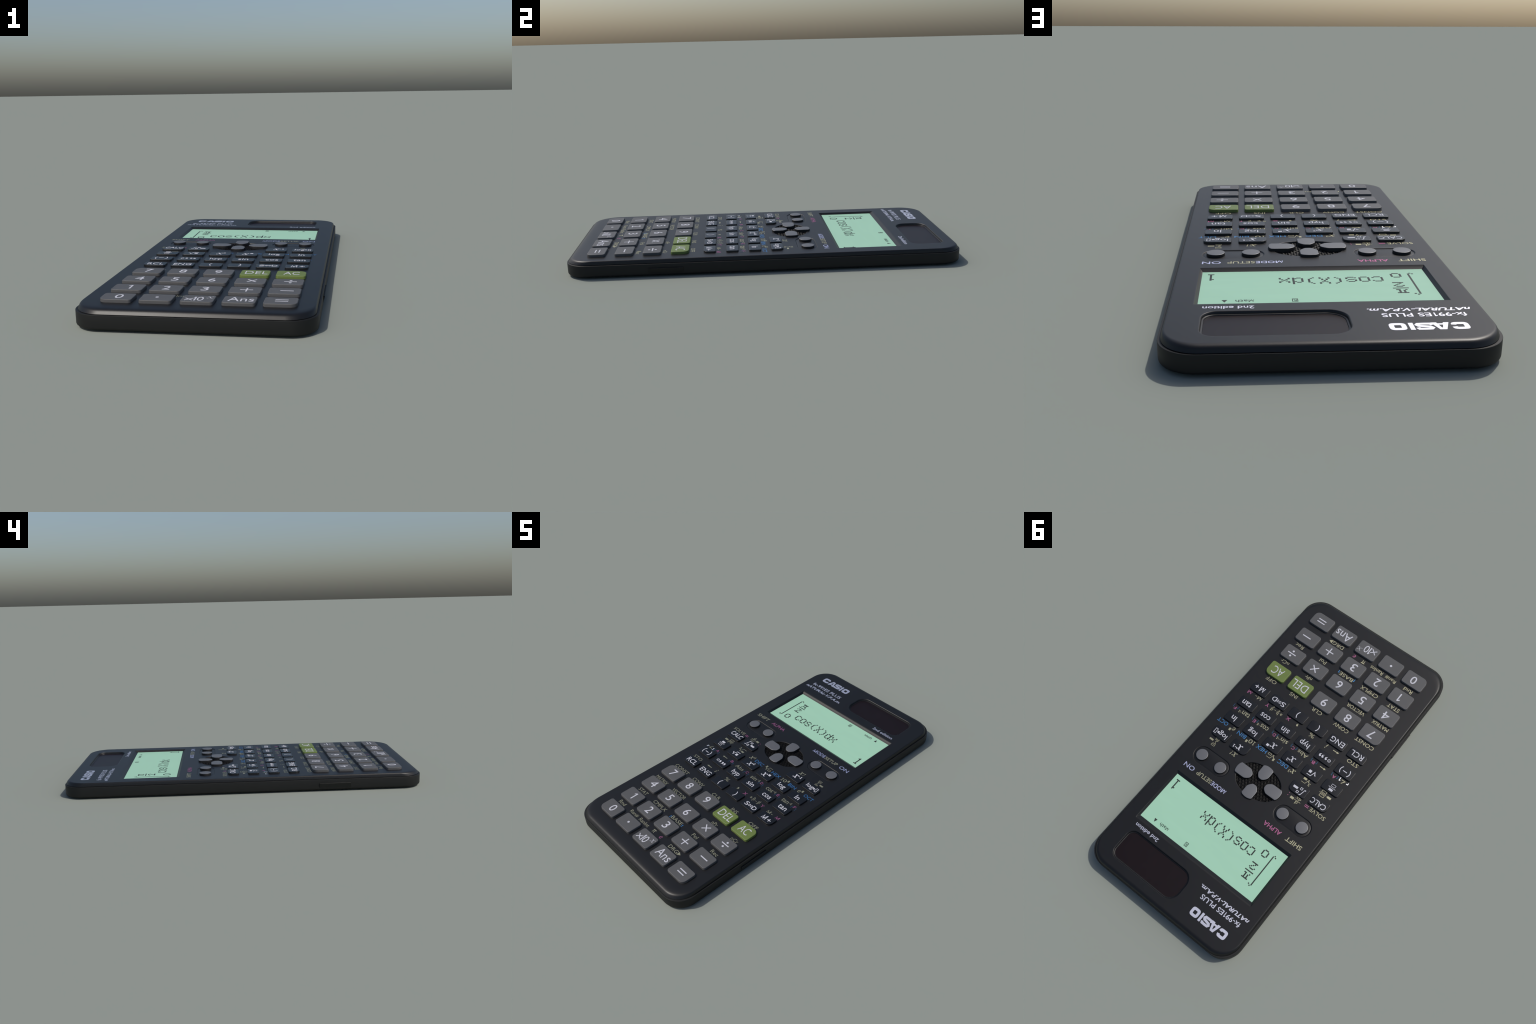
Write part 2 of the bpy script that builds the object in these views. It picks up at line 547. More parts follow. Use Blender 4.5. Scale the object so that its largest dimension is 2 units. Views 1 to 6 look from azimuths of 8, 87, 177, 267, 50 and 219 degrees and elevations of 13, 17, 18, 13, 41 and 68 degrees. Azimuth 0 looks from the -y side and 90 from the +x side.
Z0 = 0.0800
BIG_X = (-0.3190, -0.1590, 0.0042, 0.1672, 0.3265)
BIG_Y = (-0.8545, -0.7155, -0.5750, -0.4340)
BIG_W, BIG_H, BIG_TOP = 0.1302, 0.0904, 0.0994 - Z0
SM_X = [-0.3312 + i * 0.13370 for i in range(6)]
SM_Y = (-0.2840, -0.1688, -0.0533, 0.0605)
SM_W, SM_H, SM_TOP, SM_CROWN = 0.1058, 0.0614, 0.0957 - Z0, 0.0011
R_BIG, R_SM = 0.0125, 0.0085

cache = {}


def key(kind, cx, cy, radii, mat, small=False):
    sig = (kind, radii, mat)
    if sig not in cache:
        if small:
            cache[sig] = key_mesh(kind, SM_W, SM_H, radii, SM_TOP, 0.0, 0.0016, mat, SM_CROWN)
        else:
            cache[sig] = key_mesh(kind, BIG_W, BIG_H, radii, BIG_TOP, 0.0, 0.0028, mat)
    return place(cache[sig], kind, root, (cx, cy, Z0))


def corner(r, big, which):
    q = [r, r, r, r]
    if which is not None:
        q[which] = big
    return tuple(q)


# big keys, rows from the front edge: corner keys follow the rounded housing
BIG = {}
names = [['0', '.', 'x10', 'Ans', '='], ['1', '2', '3', '+', '-'], ['4', '5', '6', 'x', '/'], ['7', '8', '9', 'DEL', 'AC']]
for r, row in enumerate(names):
    for c, nm in enumerate(row):
        big = {'0': 0, '=': 1, 'AC': 2, '7': 3}.get(nm)
        mat = 'key_green' if nm in ('DEL', 'AC') else 'key_grey'
        kind = "number_key" if nm.isdigit() else ("clear_key" if mat == 'key_green' else "operator_key")
        BIG[nm] = key(kind, BIG_X[c], BIG_Y[r], corner(R_BIG, 0.030, big), mat)
# small keys
SMALL = {}
names = [['RCL', 'ENG', '(', ')', 'S<>D', 'M+'], ['(-)', 'deg', 'hyp', 'sin', 'cos', 'tan'],
         ['frac', 'sqrt', 'x2', 'xn', 'log', 'ln'], ['CALC', 'int', None, None, 'x-1', 'logn']]
for r, row in enumerate(names):
    for c, nm in enumerate(row):
        if nm is None:
            continue
        big = {'RCL': 0, 'M+': 1, 'logn': 2, 'int': 2, 'CALC': 3, 'x-1': 3}.get(nm)
        SMALL[nm] = key("function_key", SM_X[c], SM_Y[r], corner(R_SM, 0.026, big), 'key_dark', True)


# ---- legends on keys
def legend(nm, draw):
    small = nm in SMALL
    k = SMALL[nm] if small else BIG[nm]
    top = (SM_TOP if small else BIG_TOP) + Z0
    art = Art()
    ox, oy = k.location.x, k.location.y
    draw(art)
    # drawing happens in face coordinates; shift into the key's frame
    for v in art.bm.verts:
        v.co.x -= ox
        v.co.y -= oy
    surf = (lambda x, y: -SM_CROWN * (2 * (x - ox) / SM_W) ** 2 + 0.00015) if small else None
    art.build("key_legend", k, (ox, oy, top), surf)


WHT = 'ink_white'
T = lambda s, x0, x1, y0, y1, bold=0.0: (lambda a: a.text(s, x0, x1, y0, y1, WHT, bold))
dh = 0.0255
digits = {'0': (-0.3130, 0.0330, -0.8535), '1': (-0.3145, 0.0185, -0.7145), '2': (-0.1580, 0.0320, -0.7150),
          '3': (0.0020, 0.0310, -0.7150), '4': (-0.3155, 0.0400, -0.5735), '5': (-0.1580, 0.0310, -0.5740),
          '6': (0.0025, 0.0320, -0.5745), '7': (-0.3155, 0.0345, -0.4345), '8': (-0.1580, 0.0330, -0.4345),
          '9': (0.0020, 0.0325, -0.4350)}
legend('1', lambda a: a.one(-0.3225, -0.3060, -0.7400, -0.6890, WHT, 0.0070))
del digits['1']
for d, (cx, w, cy) in digits.items():
    legend(d, T(d, cx - w / 2, cx + w / 2, cy - dh, cy + dh, 0.0 if d == '4' else 0.004))
legend('.', lambda a: a.disc(-0.1600, -0.8525, 0.0068, WHT))
legend('=', lambda a: (a.rect(0.3040, 0.3545, -0.8655, -0.8595, WHT), a.rect(0.3040, 0.3545, -0.8467, -0.8407, WHT)))
legend('-', lambda a: a.rect(0.3088, 0.3625, -0.7187, -0.7125, WHT))
legend('+', lambda a: (a.rect(0.1459, 0.1985, -0.7184, -0.7124, WHT), a.rect(0.1696, 0.1756, -0.7412, -0.6895, WHT)))
legend('x', lambda a: (a.stroke([(0.1543, -0.5915), (0.1919, -0.5545)], 0.0062, WHT),
                       a.stroke([(0.1543, -0.5545), (0.1919, -0.5915)], 0.0062, WHT)))
legend('/', lambda a: (a.rect(0.3096, 0.3628, -0.5773, -0.5713, WHT), a.disc(0.3365, -0.5919, 0.0062, WHT),
                       a.disc(0.3370, -0.5585, 0.0062, WHT)))
legend('AC', T('AC', 0.2935, 0.3630, -0.4580, -0.4080, -0.006))
legend('DEL', T('DEL', 0.1230, 0.2235, -0.4580, -0.4090, -0.006))
legend('Ans', T('Ans', 0.1215, 0.2235, -0.8780, -0.8255))
legend('x10', lambda a: (a.stroke([(-0.0455, -0.8810), (-0.0150, -0.8530)], 0.0050, WHT),
                         a.stroke([(-0.0455, -0.8530), (-0.0150, -0.8810)], 0.0050, WHT),
                         a.one(-0.0140, -0.0035, -0.8835, -0.8355, WHT, 0.0062), a.text('0', 0.0005, 0.0270, -0.8838, -0.8352, WHT, -0.004),
                         a.math_x(0.0355, 0.0630, -0.8495, -0.8270, WHT, 0.75)))
B = 0.003
legend('RCL', T('RCL', -0.3660, -0.2890, -0.3035, -0.2700, B))
legend('ENG', T('ENG', -0.2405, -0.1555, -0.3030, -0.2695, B))
paren = lambda a, x, y, s, w, h: a.stroke([(x - s * w * (2 * t / 8 - 1) ** 2, y - h / 2 + h * t / 8)
                                           for t in range(9)], [0.0035] + [0.0044] * 7 + [0.0035], WHT)
legend('(', lambda a: paren(a, -0.0688, -0.2858, -1, 0.0082, 0.0415))
legend(')', lambda a: paren(a, 0.0772, -0.2855, 1, 0.0082, 0.0415))


def s_to_d(a):
    a.text('S', 0.1640, 0.1885, -0.2998, -0.2712, WHT, B)
    a.text('D', 0.2225, 0.2495, -0.2995, -0.2720, WHT, B)
    y = -0.2860
    for dy in (-0.0035, 0.0035):
        a.rect(0.1975, 0.2140, y + dy - 0.0012, y + dy + 0.0012, WHT)
    a.stroke([(0.2000, y + 0.0095), (0.1905, y), (0.2000, y - 0.0095)], 0.0026, WHT)
    a.stroke([(0.2115, y + 0.0095), (0.2210, y), (0.2115, y - 0.0095)], 0.0026, WHT)


legend('S<>D', s_to_d)
legend('M+', lambda a: (a.cap_m(0.3105, 0.3400, -0.3030, -0.2702, 0.0045, WHT),
                        a.rect(0.3500, 0.3740, -0.2905, -0.2860, WHT), a.rect(0.3598, 0.3642, -0.2990, -0.2775, WHT)))
legend('(-)', lambda a: (paren(a, -0.3622, -0.1697, -1, 0.0080, 0.0405), paren(a, -0.3028, -0.1697, 1, 0.0080, 0.0405),
                         a.rect(-0.3450, -0.3200, -0.1716, -0.1672, WHT)))
legend('deg', lambda a: (a.ring(-0.2277, -0.1680, 0.0088, 0.0035, WHT),) + tuple(
    a.comma(x, -0.1660, 0.0060, WHT) for x in (-0.2070, -0.1850, -0.1685)))
legend('hyp', T('hyp', -0.0925, -0.0320, -0.1920, -0.1485, B))
legend('sin', T('sin', 0.0465, 0.0955, -0.1825, -0.1500, B))
legend('cos', T('cos', 0.1785, 0.2390, -0.1815, -0.1580, B))
legend('tan', T('tan', 0.3110, 0.3690, -0.1825, -0.1530, B))


def fraction(a):
    a.frame(-0.3455, -0.3205, -0.0742, -0.0595, 0.0019, WHT)
    a.rect(-0.3540, -0.3112, -0.0536, -0.0511, WHT)
    a.rect(-0.3445, -0.3203, -0.0457, -0.0328, WHT)


legend('frac', fraction)
legend('sqrt', lambda a: (a.stroke([(-0.2235, -0.0535), (-0.2185, -0.0510), (-0.2090, -0.0685), (-0.1994, -0.0378),
                                    (-0.1750, -0.0378)], [0.0025, 0.0045, 0.0045, 0.0036, 0.0036], WHT),
                          a.rect(-0.1925, -0.1762, -0.0672, -0.0508, WHT)))
legend('x2', lambda a: (a.math_x(-0.0810, -0.0505, -0.0695, -0.0400, WHT, 1.2),
                        a.text('2', -0.0485, -0.0380, -0.0480, -0.0320, WHT, 0.015)))
legend('xn', lambda a: (a.math_x(0.0485, 0.0800, -0.0710, -0.0405, WHT, 1.2), a.rect(0.0858, 0.1005, -0.0480, -0.0345, WHT)))
legend('log', T('log', 0.1795, 0.2340, -0.0735, -0.0335, B))
legend('ln', T('ln', 0.3265, 0.3555, -0.0692, -0.0360, B))
legend('CALC', T('CALC', -0.3735, -0.2820, 0.0480, 0.0805, B))


def integral_key(a):
    a.stroke([(-0.2345, 0.0500), (-0.2325, 0.0455), (-0.2280, 0.0470), (-0.2245, 0.0650), (-0.2205, 0.0825),
              (-0.2160, 0.0845), (-0.2135, 0.0805)], [0.0034, 0.0036, 0.0036, 0.0036, 0.0036, 0.0036, 0.0034], WHT)
    a.frame(-0.2160, -0.2020, 0.0425, 0.0570, 0.0028, WHT)
    a.frame(-0.2060, -0.1920, 0.0695, 0.0835, 0.0028, WHT)
    a.rect(-0.1905, -0.1625, 0.0530, 0.0655, WHT)


legend('int', integral_key)
legend('x-1', lambda a: (a.math_x(0.1905, 0.2165, 0.0490, 0.0805, WHT, 1.15), a.rect(0.2185, 0.2275, 0.0728, 0.0756, WHT),
                         a.one(0.2320, 0.2415, 0.0660, 0.0828, WHT, 0.0034, True)))
legend('logn', lambda a: (a.text('log', 0.2970, 0.3475, 0.0425, 0.0805, WHT, B), a.rect(0.3480, 0.3590, 0.0570, 0.0690, WHT),
                          a.frame(0.3640, 0.3790, 0.0480, 0.0790, 0.0028, WHT)))

# ---- round buttons
def button_outline(kind):
    if kind == 'round':
        return [(0.0330 * cos(2 * pi * i / 48), 0.0330 * sin(2 * pi * i / 48)) for i in range(48)]
    # arrow button: u across, v outwards; shield shape with pointed inner end
    length = kind
    pts = []
    hw = 0.0332
    for i in range(9):                                   # bulged outer end with soft corners
        u = hw - 2 * hw * i / 8
        pts.append((u * 0.995, length - 0.0075 * (u / hw) ** 2 - (0.0030 if i in (0, 8) else 0)))
    side = [(-hw, length - 0.020), (-hw, 0.040), (-hw + 0.0003, 0.0300), (-hw + 0.0024, 0.0228), (-hw + 0.0085, 0.0135),
            (-hw + 0.0150, 0.0060), (-hw + 0.0210, 0.0016), (-0.0060, 0.0)]
    pts += side + [(-u, v) for u, v in reversed(side)]
    return pts


def button(name, outline, loc, rot, top):
    bm = bmesh.new()
    zs = [(-0.0008, 0.0), (0.0, top - 0.0016), (0.0005, top - 0.0006), (0.0016, top), (0.0028, top + 0.0001)]
    L = [add_loop(bm, inset_poly(outline, d), z) for d, z in zs]
    for a, b in zip(L, L[1:]):
        bridge(bm, a, b)
    bm.faces.new(L[-1])
    bm.faces.new(list(reversed(L[0])))
    for f in bm.faces:
        f.material_index = 0 if min(v.co.z for v in f.verts) > top - 0.0012 else 1
    o = finish(bm, name, ['metal', 'flank'], root, sharp=50, loc=loc)
    o.rotation_euler.z = rot
    return o


rb = button("round_button", button_outline('round'), (-0.3385, 0.2200, 0.0785), 0, 0.0950 - 0.0785)
for x in (-0.2118, 0.2118, 0.3385):
    o = rb.copy()
    col.objects.link(o)
    o.location.x = x


def shift(pts, dv):
    return [(u, v - dv) for u, v in pts]


ab = button("arrow_button", shift(button_outline(0.0845), 0.042), (0.0015, 0.1830 + 0.042, 0.0740), 0, 0.0960 - 0.0740)
o = ab.copy()
col.objects.link(o)
o.location = (0.0015, 0.1400 - 0.042, 0.0740)
o.rotation_euler.z = pi
ab2 = button("arrow_button", shift(button_outline(0.0985), 0.049), (0.0485 + 0.049, 0.1552, 0.0740), -pi / 2, 0.0960 - 0.0740)
o = ab2.copy()
col.objects.link(o)
o.location = (-0.0450 - 0.049, 0.1552, 0.0740)
o.rotation_euler.z = pi / 2

# ------------------------------------------------------------------ print on the upper case
def printed(draw):
    a = Art()
    draw(a)
    a.build("printed_label", case, (0, 0, Z_FACE))


def label(s, x0, x1, yc, h, m='ink_beige', bold=-0.003, shear=0.0):
    printed(lambda a: a.text(s, x0, x1, yc - h / 2, yc + h / 2, m, bold, shear))


BE, PI_, BL, TE = 'ink_beige', 'ink_pink', 'ink_blue', 'ink_teal'
# rows above the big keys
ROW = (-0.7862, -0.6472, -0.5120, -0.3710)
h = 0.0230
for s, x0, x1, r in (('Rnd', -0.3480, -0.2950, 0), ('Ran#', -0.2375, -0.1690, 0), ('RanInt', -0.1490, -0.0655, 0),
                     ('STAT', -0.3560, -0.2810, 1), ('CMPLX', -0.2110, -0.0985, 1), ('Pol', 0.1475, 0.1895, 1),
                     ('Rec', 0.3090, 0.3625, 1), ('MATRIX', -0.3755, -0.2720, 2), ('VECTOR', -0.2165, -0.1015, 2),
                     ('nPr', 0.1485, 0.1905, 2), ('nCr', 0.3125, 0.3640, 2), ('CONST', -0.3765, -0.2575, 3),
                     ('CONV', -0.2080, -0.1125, 3), ('CLR', -0.0275, 0.0375, 3), ('INS', 0.1435, 0.1925, 3),
                     ('OFF', 0.2925, 0.3600, 3)):
    label(s, x0, x1, ROW[r], h)
printed(lambda a: (a.text('DRG', 0.1255, 0.1985, ROW[0] - h / 2, ROW[0] + h / 2, BE),
                   a.poly([(0.2030, ROW[0] - 0.012), (0.2235, ROW[0]), (0.2030, ROW[0] + 0.012)], BE)))
printed(lambda a: (a.text('BASE', -0.0395, 0.0495, ROW[1] - h / 2, ROW[1] + h / 2, BE),
                   a.stroke([(-0.0470, -0.6640), (-0.0470, -0.6480), (-0.0405, -0.6480)], 0.0034, 'ink_blue'),
                   a.stroke([(0.0530, -0.6480), (0.0580, -0.6450), (0.0580, -0.6610)], 0.0034, 'ink_blue')))


def greek_pi(a):
    a.stroke([(-0.0290, -0.7790), (-0.0250, -0.7757), (-0.0060, -0.7757)], [0.0026, 0.0042, 0.0042], BE)
    a.stroke([(-0.0215, -0.7770), (-0.0235, -0.7950)], 0.0032, BE)
    a.stroke([(-0.0125, -0.7770), (-0.0130, -0.7910), (-0.0085, -0.7950)], [0.0036, 0.0036, 0.0026], BE)


printed(greek_pi)


def script_e(a, x0, x1, y0, y1, m):
    w, hh = x1 - x0, y1 - y0
    P = lambda u, v: (x0 + u * w, y0 + v * hh)
    t = 0.2 * hh
    a.stroke([P(.12, .46), P(.60, .54), P(.88, .76), P(.72, .96), P(.42, .88), P(.16, .58), P(.16, .22), P(.40, .05),
              P(.70, .10), P(.92, .30)], [t * .4, t * .5, t * .7, t * .5, t * .8, t, t, t * .8, t * .5, t * .35], m)


printed(lambda a: script_e(a, 0.0375, 0.0555, -0.7950, -0.7760, PI_))

# rows above the small keys
R1, R2, R3, R4 = -0.2375, -0.1150, -0.0045, 0.1100
label('STO', -0.3680, -0.2995, R1, 0.0215)


def arrow_left(x0, x1, y):
    def d(a):
        a.rect(x0 + 0.010, x1, y - 0.0020, y + 0.0020, BE)
        a.poly([(x0, y), (x0 + 0.0115, y - 0.0065), (x0 + 0.0115, y + 0.0065)], BE)
    return d


printed(arrow_left(-0.2430, -0.2055, -0.2367))
printed(arrow_left(-0.2430, -0.2055, -0.1167))
printed(lambda a: (a.stroke([(-0.1670, -0.2470), (-0.1612, -0.2295)], 0.0042, BE), a.disc(-0.1594, -0.2222, 0.0026, BE, 10)))
label('%', -0.0780, -0.0450, -0.2350, 0.0250)
printed(lambda a: a.comma(0.0395, -0.2345, 0.0052, BE))
label('X', 0.0905, 0.1155, R1, 0.0205, PI_, 0.008)


def convert_fraction(a):
    a.text('a', 0.1435, 0.1560, -0.2390, -0.2260, BE)
    a.text('b', 0.1655, 0.1780, -0.2320, -0.2160, BE)
    a.rect(0.1635, 0.1815, -0.2352, -0.2336, BE)
    a.text('c', 0.1665, 0.1780, -0.2510, -0.2390, BE)
    a.rect(0.1870, 0.1980, -0.2354, -0.2334, BE)
    a.text('d', 0.2055, 0.2180, -0.2320, -0.2160, BE)
    a.rect(0.2030, 0.2210, -0.2352, -0.2336, BE)
    a.text('c', 0.2060, 0.2175, -0.2510, -0.2390, BE)


printed(convert_fraction)
label('Y', 0.2365, 0.2570, R1 + 0.003, 0.0205, PI_, 0.008)
printed(lambda a: (a.cap_m(0.2935, 0.3190, R1 - 0.0110, R1 + 0.0105, 0.0030, BE), a.rect(0.3265, 0.3372, R1 - 0.0046, R1 - 0.0020, BE)))
printed(lambda a: a.cap_m(0.3622, 0.3875, R1 - 0.0108, R1 + 0.0108, 0.0035, PI_))


def inverse_label(s, x0, x1, dash, one, letter, lx0, lx1):
    def d(a):
        a.text(s, x0, x1, R2 - 0.0125, R2 + (0.0085 if s == 'cos' else 0.0125), BE)
        a.rect(dash, dash + 0.0085, R2 + 0.0050, R2 + 0.0072, BE)
        a.one(one - 0.0045, one + 0.0045, R2 - 0.0010, R2 + 0.0140, BE, 0.0026, True)
    printed(d)
    bracket_letter(letter, lx0, lx1)


def bracket_letter(letter, lx0, lx1):
    def d(a):
        a.text(letter, lx0, lx1, R2 - 0.0070, R2 + 0.0115, PI_, 0.006)
        bx, ex = lx0 - 0.0095, lx1 + 0.0085
        a.stroke([(bx, R2 - 0.0170), (bx, R2 + 0.0005), (bx + 0.0055, R2 + 0.0005)], 0.0026, TE)
        a.stroke([(ex - 0.0055, R2 + 0.0005), (ex, R2 + 0.0005), (ex, R2 - 0.0170)], 0.0026, TE)
    printed(d)


label('Abs', -0.1210, -0.0560, -0.1160, 0.0235)
bracket_letter('C', -0.0345, -0.0175)
inverse_label('sin', 0.0160, 0.0605, 0.0640, 0.0805, 'D', 0.0965, 0.1125)
inverse_label('cos', 0.1500, 0.1995, 0.2035, 0.2170, 'E', 0.2360, 0.2515)
inverse_label('tan', 0.2810, 0.3300, 0.3335, 0.3480, 'F', 0.3720, 0.3860)
bracket_letter('B', -0.1720, -0.1540)
bracket_letter('A', -0.3105, -0.2905)


def angle_mark(a):
    a.stroke([(-0.3520, -0.1055), (-0.3655, -0.1255), (-0.3440, -0.1255)], 0.0036, BE)
    a.stroke([(-0.3860, -0.1300), (-0.3860, -0.1195), (-0.3765, -0.1195)], 0.0042, 'ink_snow')
    a.stroke([(-0.3400, -0.1170), (-0.3335, -0.1150), (-0.3335, -0.1335)], 0.0042, 'ink_snow')


printed(angle_mark)
# row over the fraction / power / log keys


def mixed_number(a):
    a.rect(-0.3635, -0.3400, -0.0055, 0.0065, BE)
    a.rect(-0.3356, -0.2900, -0.0006, 0.0016, BE)
    a.frame(-0.3275, -0.2982, 0.0055, 0.0200, 0.0024, BE)
    a.frame(-0.3275, -0.2982, -0.0195, -0.0045, 0.0024, BE)


def root_label(x, index):
    def d(a):
        a.stroke([(x - 0.0105, -0.0050), (x - 0.0080, -0.0025), (x - 0.0030, -0.0165), (x + 0.0060, 0.0118), (x + 0.0300, 0.0118)],
                 [0.0020, 0.0034, 0.0034, 0.0022, 0.0022], BE)
        index(a)
    printed(d)


printed(mixed_number)
root_label(-0.2065, lambda a: (a.text('3', -0.2300, -0.2185, -0.0030, 0.0140, BE), a.rect(-0.1975, -0.1775, -0.0175, -0.0055, BE)))
printed(lambda a: (a.math_x(-0.1205, -0.0965, -0.0160, 0.0080, BE, 1.3), a.text('3', -0.0940, -0.0850, -0.0030, 0.0140, BE)))
label('DEC', -0.0720, -0.0055, R3, 0.0225, BL)
root_label(0.0325, lambda a: (a.rect(0.0115, 0.0215, -0.0015, 0.0145, BE), a.frame(0.0415, 0.0620, -0.0155, -0.0025, 0.0022, BE)))
label('HEX', 0.0735, 0.1400, R3, 0.0225, BL)
printed(lambda a: (a.one(0.1555, 0.1660, -0.0150, 0.0095, BE, 0.0032, True), a.text('0', 0.1710, 0.1930, -0.0152, 0.0097, BE), a.rect(0.1972, 0.2080, 0.0005, 0.0160, BE)))
label('BIN', 0.2175, 0.2735, R3, 0.0225, BL)
printed(lambda a: (script_e(a, 0.2930, 0.3110, -0.0150, 0.0060, BE), a.rect(0.3142, 0.3250, 0.0000, 0.0155, BE)))
label('OCT', 0.3445, 0.4125, R3, 0.0225, BL)
# row over the top small keys
label('SOLVE', -0.4045, -0.3075, R4, 0.0225)
printed(lambda a: (a.rect(-0.2985, -0.2745, 0.1025, 0.1060, PI_), a.rect(-0.2985, -0.2745, 0.1115, 0.1150, PI_)))


def derivative(a):
    a.text('d', -0.2370, -0.2225, 0.1190, 0.1370, BE)
    a.rect(-0.2490, -0.2095, 0.1153, 0.1175, BE)
    a.text('d', -0.2430, -0.2300, 0.0950, 0.1130, BE)
    a.math_x(-0.2290, -0.2115, 0.0950, 0.1075, BE, 1.2)
    a.rect(-0.2062, -0.1850, 0.1105, 0.1235, BE)
    a.disc(-0.1682, 0.1016, 0.0022, PI_, 10)
    a.disc(-0.1682, 0.1172, 0.0022, PI_, 10)


printed(derivative)
printed(lambda a: (a.math_x(0.1905, 0.2140, 0.0985, 0.1225, BE, 1.3),
                   a.stroke([(0.2255, 0.1240), (0.2230, 0.1090)], [0.0048, 0.0024], BE), a.disc(0.2222, 0.1020, 0.0024, BE, 10)))


def sigma(a):
    a.frame(0.3205, 0.3435, 0.1335, 0.1435, 0.0020, BE)
    a.stroke([(0.3425, 0.1280), (0.3225, 0.1280), (0.3330, 0.1165), (0.3225, 0.1050), (0.3425, 0.1050)], 0.0024, BE)
    a.frame(0.3205, 0.3435, 0.0915, 0.1005, 0.0020, BE)
    a.rect(0.3480, 0.3720, 0.1105, 0.1205, BE)


printed(sigma)
# words under the display
label('SHIFT', -0.4045, -0.3065, 0.3120, 0.0250, BE, 0.008)
label('ALPHA', -0.2715, -0.1620, 0.3130, 0.0245, PI_, 0.008)
printed(lambda a: (a.cap_m(0.1003, 0.1262, 0.3010, 0.3250, 0.0044, 'ink_lilac'),
                   a.text('ODE', 0.1295, 0.1955, 0.3006, 0.3254, 'ink_lilac', 0.010)))
label('SETUP', 0.1990, 0.2955, 0.3130, 0.0245, BE, 0.008)
label('ON', 0.3170, 0.3830, 0.3130, 0.0265, 'ink_lilac', 0.008)
# head of the case
label('2nd edition', 0.2075, 0.3600, 0.7295, 0.0215, 'ink_logo', 0.016)
printed(lambda a: (a.text('fx-99', -0.4010, -0.3185, 0.7960, 0.8230, 'ink_logo', 0.012),
                   a.one(-0.3150, -0.3060, 0.7962, 0.8225, 'ink_logo', 0.0042),
                   a.text('ES PLUS', -0.2975, -0.1545, 0.7960, 0.8230, 'ink_logo', 0.012)))
label('nATURAL-V.P.A.m.', -0.4250, -0.1195, 0.7695, 0.0225, 'ink_logo', 0.026, 0.25)


def wordmark(a):
    """Heavy extended capitals drawn as chamfered bands."""
    y0, y1, m = 0.8675, 0.9150, 'ink_logo'
    t, hgt = 0.0142, 0.0475

    def ell(x0, x1, i, q=1.0):                       # superellipse ring points, i = inset
        cx, cy, rx, ry = (x0 + x1) / 2, (y0 + y1) / 2, (x1 - x0) / 2, hgt / 2
        e = 0.55 if i == 0 else 0.30
        f = lambda v: (1 if v >= 0 else -1) * abs(v) ** e
        ax, ay = (rx, ry) if i == 0 else (rx - 0.0145, ry - t)
        return [(cx + ax * f(cos(2 * pi * k / 48)), cy + ay * f(sin(2 * pi * k / 48))) for k in range(48)]
    o0, o1 = ell(-0.2085, -0.1600, 0), ell(-0.2085, -0.1600, 1)
    a.poly(o0, m, o1)
    a.rect(-0.2294, -0.2160, y0, y1, m)
    # C: ring of the O, opened on the right
    c0, c1 = ell(-0.3835, -0.3340, 0), ell(-0.3835, -0.3340, 1)
    for k in range(1, 47):
        a.poly([c0[k], c0[k + 1], c1[k + 1], c1[k]], m)
    # S: three bands joined by half rings
    path = [(-0.2380, 0.9005), (-0.2420, 0.9090), (-0.2600, 0.9093), (-0.2735, 0.9085), (-0.2782, 0.9020), (-0.2735, 0.8950),
            (-0.2590, 0.8920), (-0.2430, 0.8890), (-0.2388, 0.8822), (-0.2430, 0.8755), (-0.2590, 0.8747),
            (-0.2775, 0.8750), (-0.2815, 0.8835)]
    a.stroke(path, [0.0128] * 13, m)
    # A: two slanted legs and a crossbar
    a.poly([(-0.3310, y0), (-0.3155, y0), (-0.3128, 0.8742), (-0.2978, 0.8742), (-0.2958, y0), (-0.2800, y0), (-0.2962, y1),
            (-0.3155, y1)], m,
           [(-0.3118, 0.8835), (-0.3112, 0.8835), (-0.3105, 0.8835), (-0.3000, 0.8835), (-0.2998, 0.8835), (-0.2996, 0.8838),
            (-0.3040, 0.9030), (-0.3066, 0.9030)])


printed(wordmark)

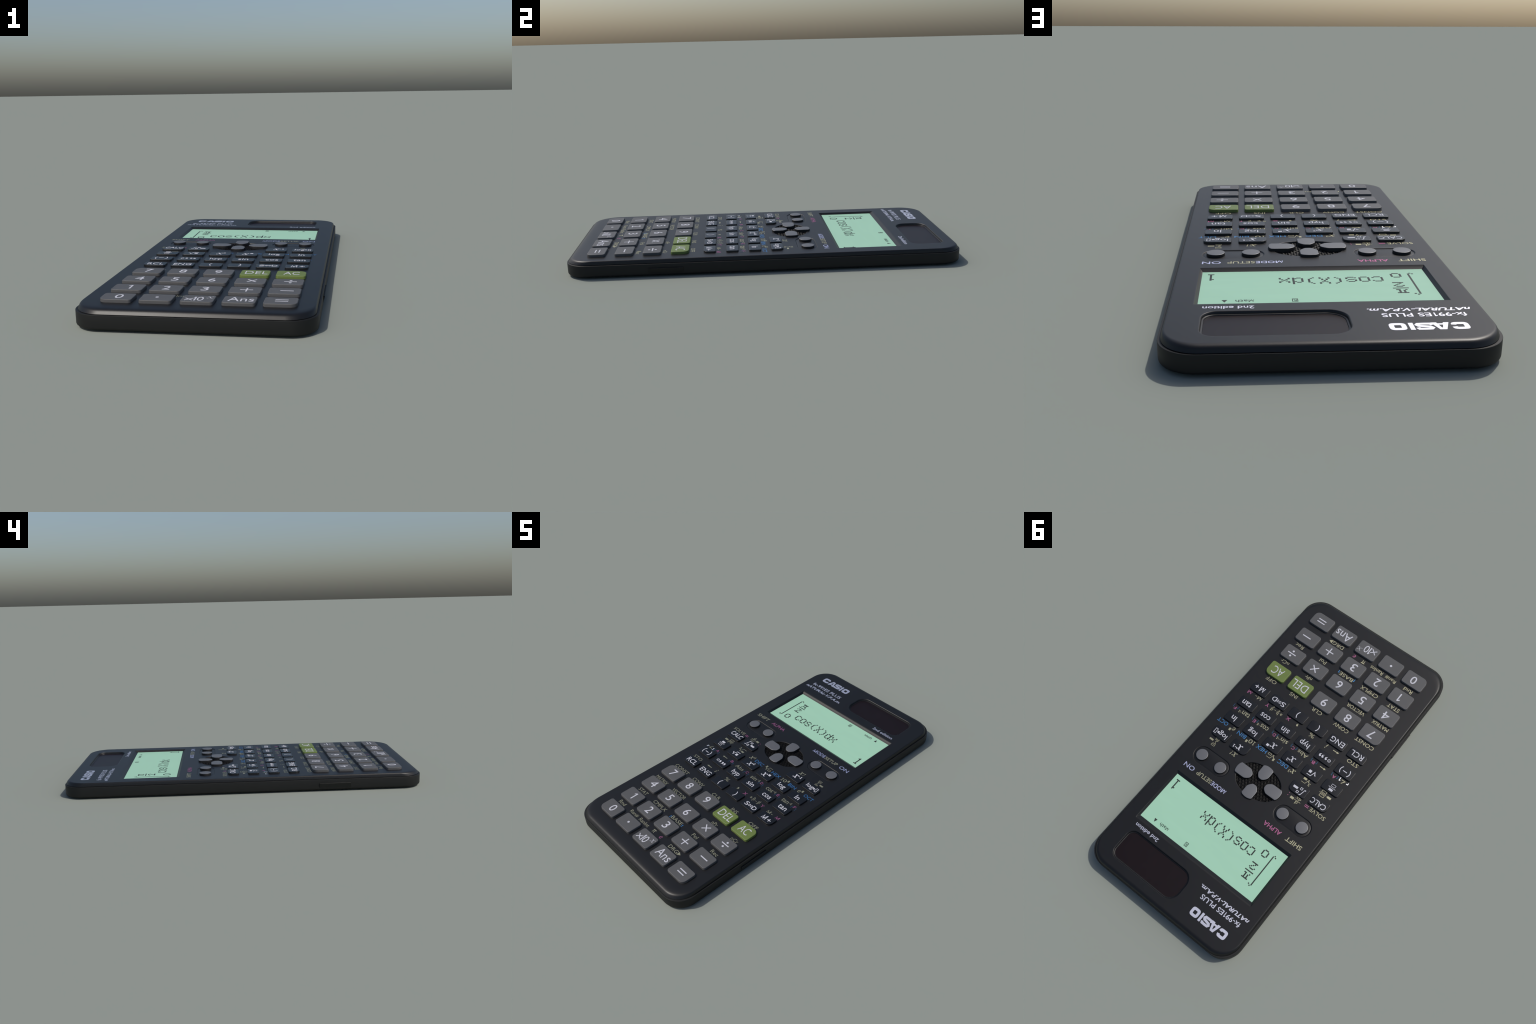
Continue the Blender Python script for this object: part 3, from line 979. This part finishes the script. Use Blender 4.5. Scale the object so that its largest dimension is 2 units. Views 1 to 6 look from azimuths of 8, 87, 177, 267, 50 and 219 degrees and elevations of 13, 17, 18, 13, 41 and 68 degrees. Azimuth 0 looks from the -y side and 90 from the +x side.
# ------------------------------------------------------------------ dot-matrix display content
PX, PY = 0.00735, 0.0068
GLYPHS = {
    'c': ".###.|#...#|#....|#....|#....|#...#|.###.",
    'o': ".###.|#...#|#...#|#...#|#...#|#...#|.###.",
    's': ".###.|#...#|#....|.###.|....#|#...#|.###.",
    '(': "..#|.#.|#..|#..|#..|#..|#..|.#.|..#",
    ')': "#..|.#.|..#|..#|..#|..#|..#|.#.|#..",
    'X': "#...#|#...#|.#.#.|..#..|..#..|.#.#.|.#.#.|#...#|#...#",
    'd': "....#|....#|.##.#|#..##|#...#|#...#|#...#|#..##|.##.#",
    'x': "#...#|#...#|.#.#.|..#..|.#.#.|#...#|#...#",
    '0': ".###.|#...#|#...#|#...#|#...#|.###.",
    '2': ".###.|#...#|...#.|..#..|.#...|#####",
    'pi': "#####|.#.#.|.#.#.|.#.#.|#..##",
    '1': ".#.|##.|.#.|.#.|.#.|.#.|.#.|.#.|###",
    'bar': "#######",
}


def dots(glyph, x, y, px=PX, py=PY):
    """Pixels as tiny raised tiles; x, y = centre of the lower left pixel."""
    def d(a):
        rows = GLYPHS[glyph].split('|')
        for r, row in enumerate(reversed(rows)):
            for c, ch in enumerate(row):
                if ch == '#':
                    a.rect(x + (c - 0.48) * px, x + (c + 0.48) * px, y + (r - 0.48) * py, y + (r + 0.48) * py, 'segment')
    a = Art()
    d(a)
    a.build("display_character", screen, (0, 0, Z_SCREEN))


bx, by = -0.2190, 0.4538
for g, cidx in (('c', 0), ('o', 6), ('s', 12), ('(', 19), ('X', 24), (')', 31), ('d', 36), ('x', 42)):
    dots(g, bx + cidx * PX, by)
dots('0', bx - 9.1 * PX, 0.4238, PX, 0.0071)
dots('2', bx - 8 * PX, 0.5125, PX, 0.0068)
dots('bar', bx - 9 * PX, 0.5627, PX, 0.0062)
dots('pi', bx - 8 * PX, 0.5770, PX, 0.0068)
dots('1', 0.3400, 0.4085, 0.0073, 0.0068)
a = Art()
a.rect(-0.3183, -0.3120, 0.4262, 0.6158, 'segment')
for x, y in ((-0.3219, 0.4223), (-0.3293, 0.4293), (-0.3082, 0.6200), (-0.2995, 0.6130)):
    a.rect(x - 0.0034, x + 0.0034, y - 0.0032, y + 0.0032, 'segment')
a.build("display_character", screen, (0, 0, Z_SCREEN))
a = Art()
a.poly([(0.2885, 0.6430), (0.3062, 0.6430), (0.2972, 0.6625)], 'segment')
a.build("display_icon", screen, (0, 0, Z_SCREEN))
a = Art()
a.cap_m(0.2070, 0.2235, 0.6430, 0.6610, 0.0022, 'segment_soft')
a.text('ath', 0.2265, 0.2640, 0.6428, 0.6615, 'segment_soft', 0.004)
a.build("display_icon", screen, (0, 0, Z_SCREEN))
a = Art()
a.frame(0.0725, 0.0912, 0.6405, 0.6645, 0.0027, 'segment_soft')
a.text('R', 0.0770, 0.0870, 0.6450, 0.6600, 'segment_soft')
a.build("display_icon", screen, (0, 0, Z_SCREEN))
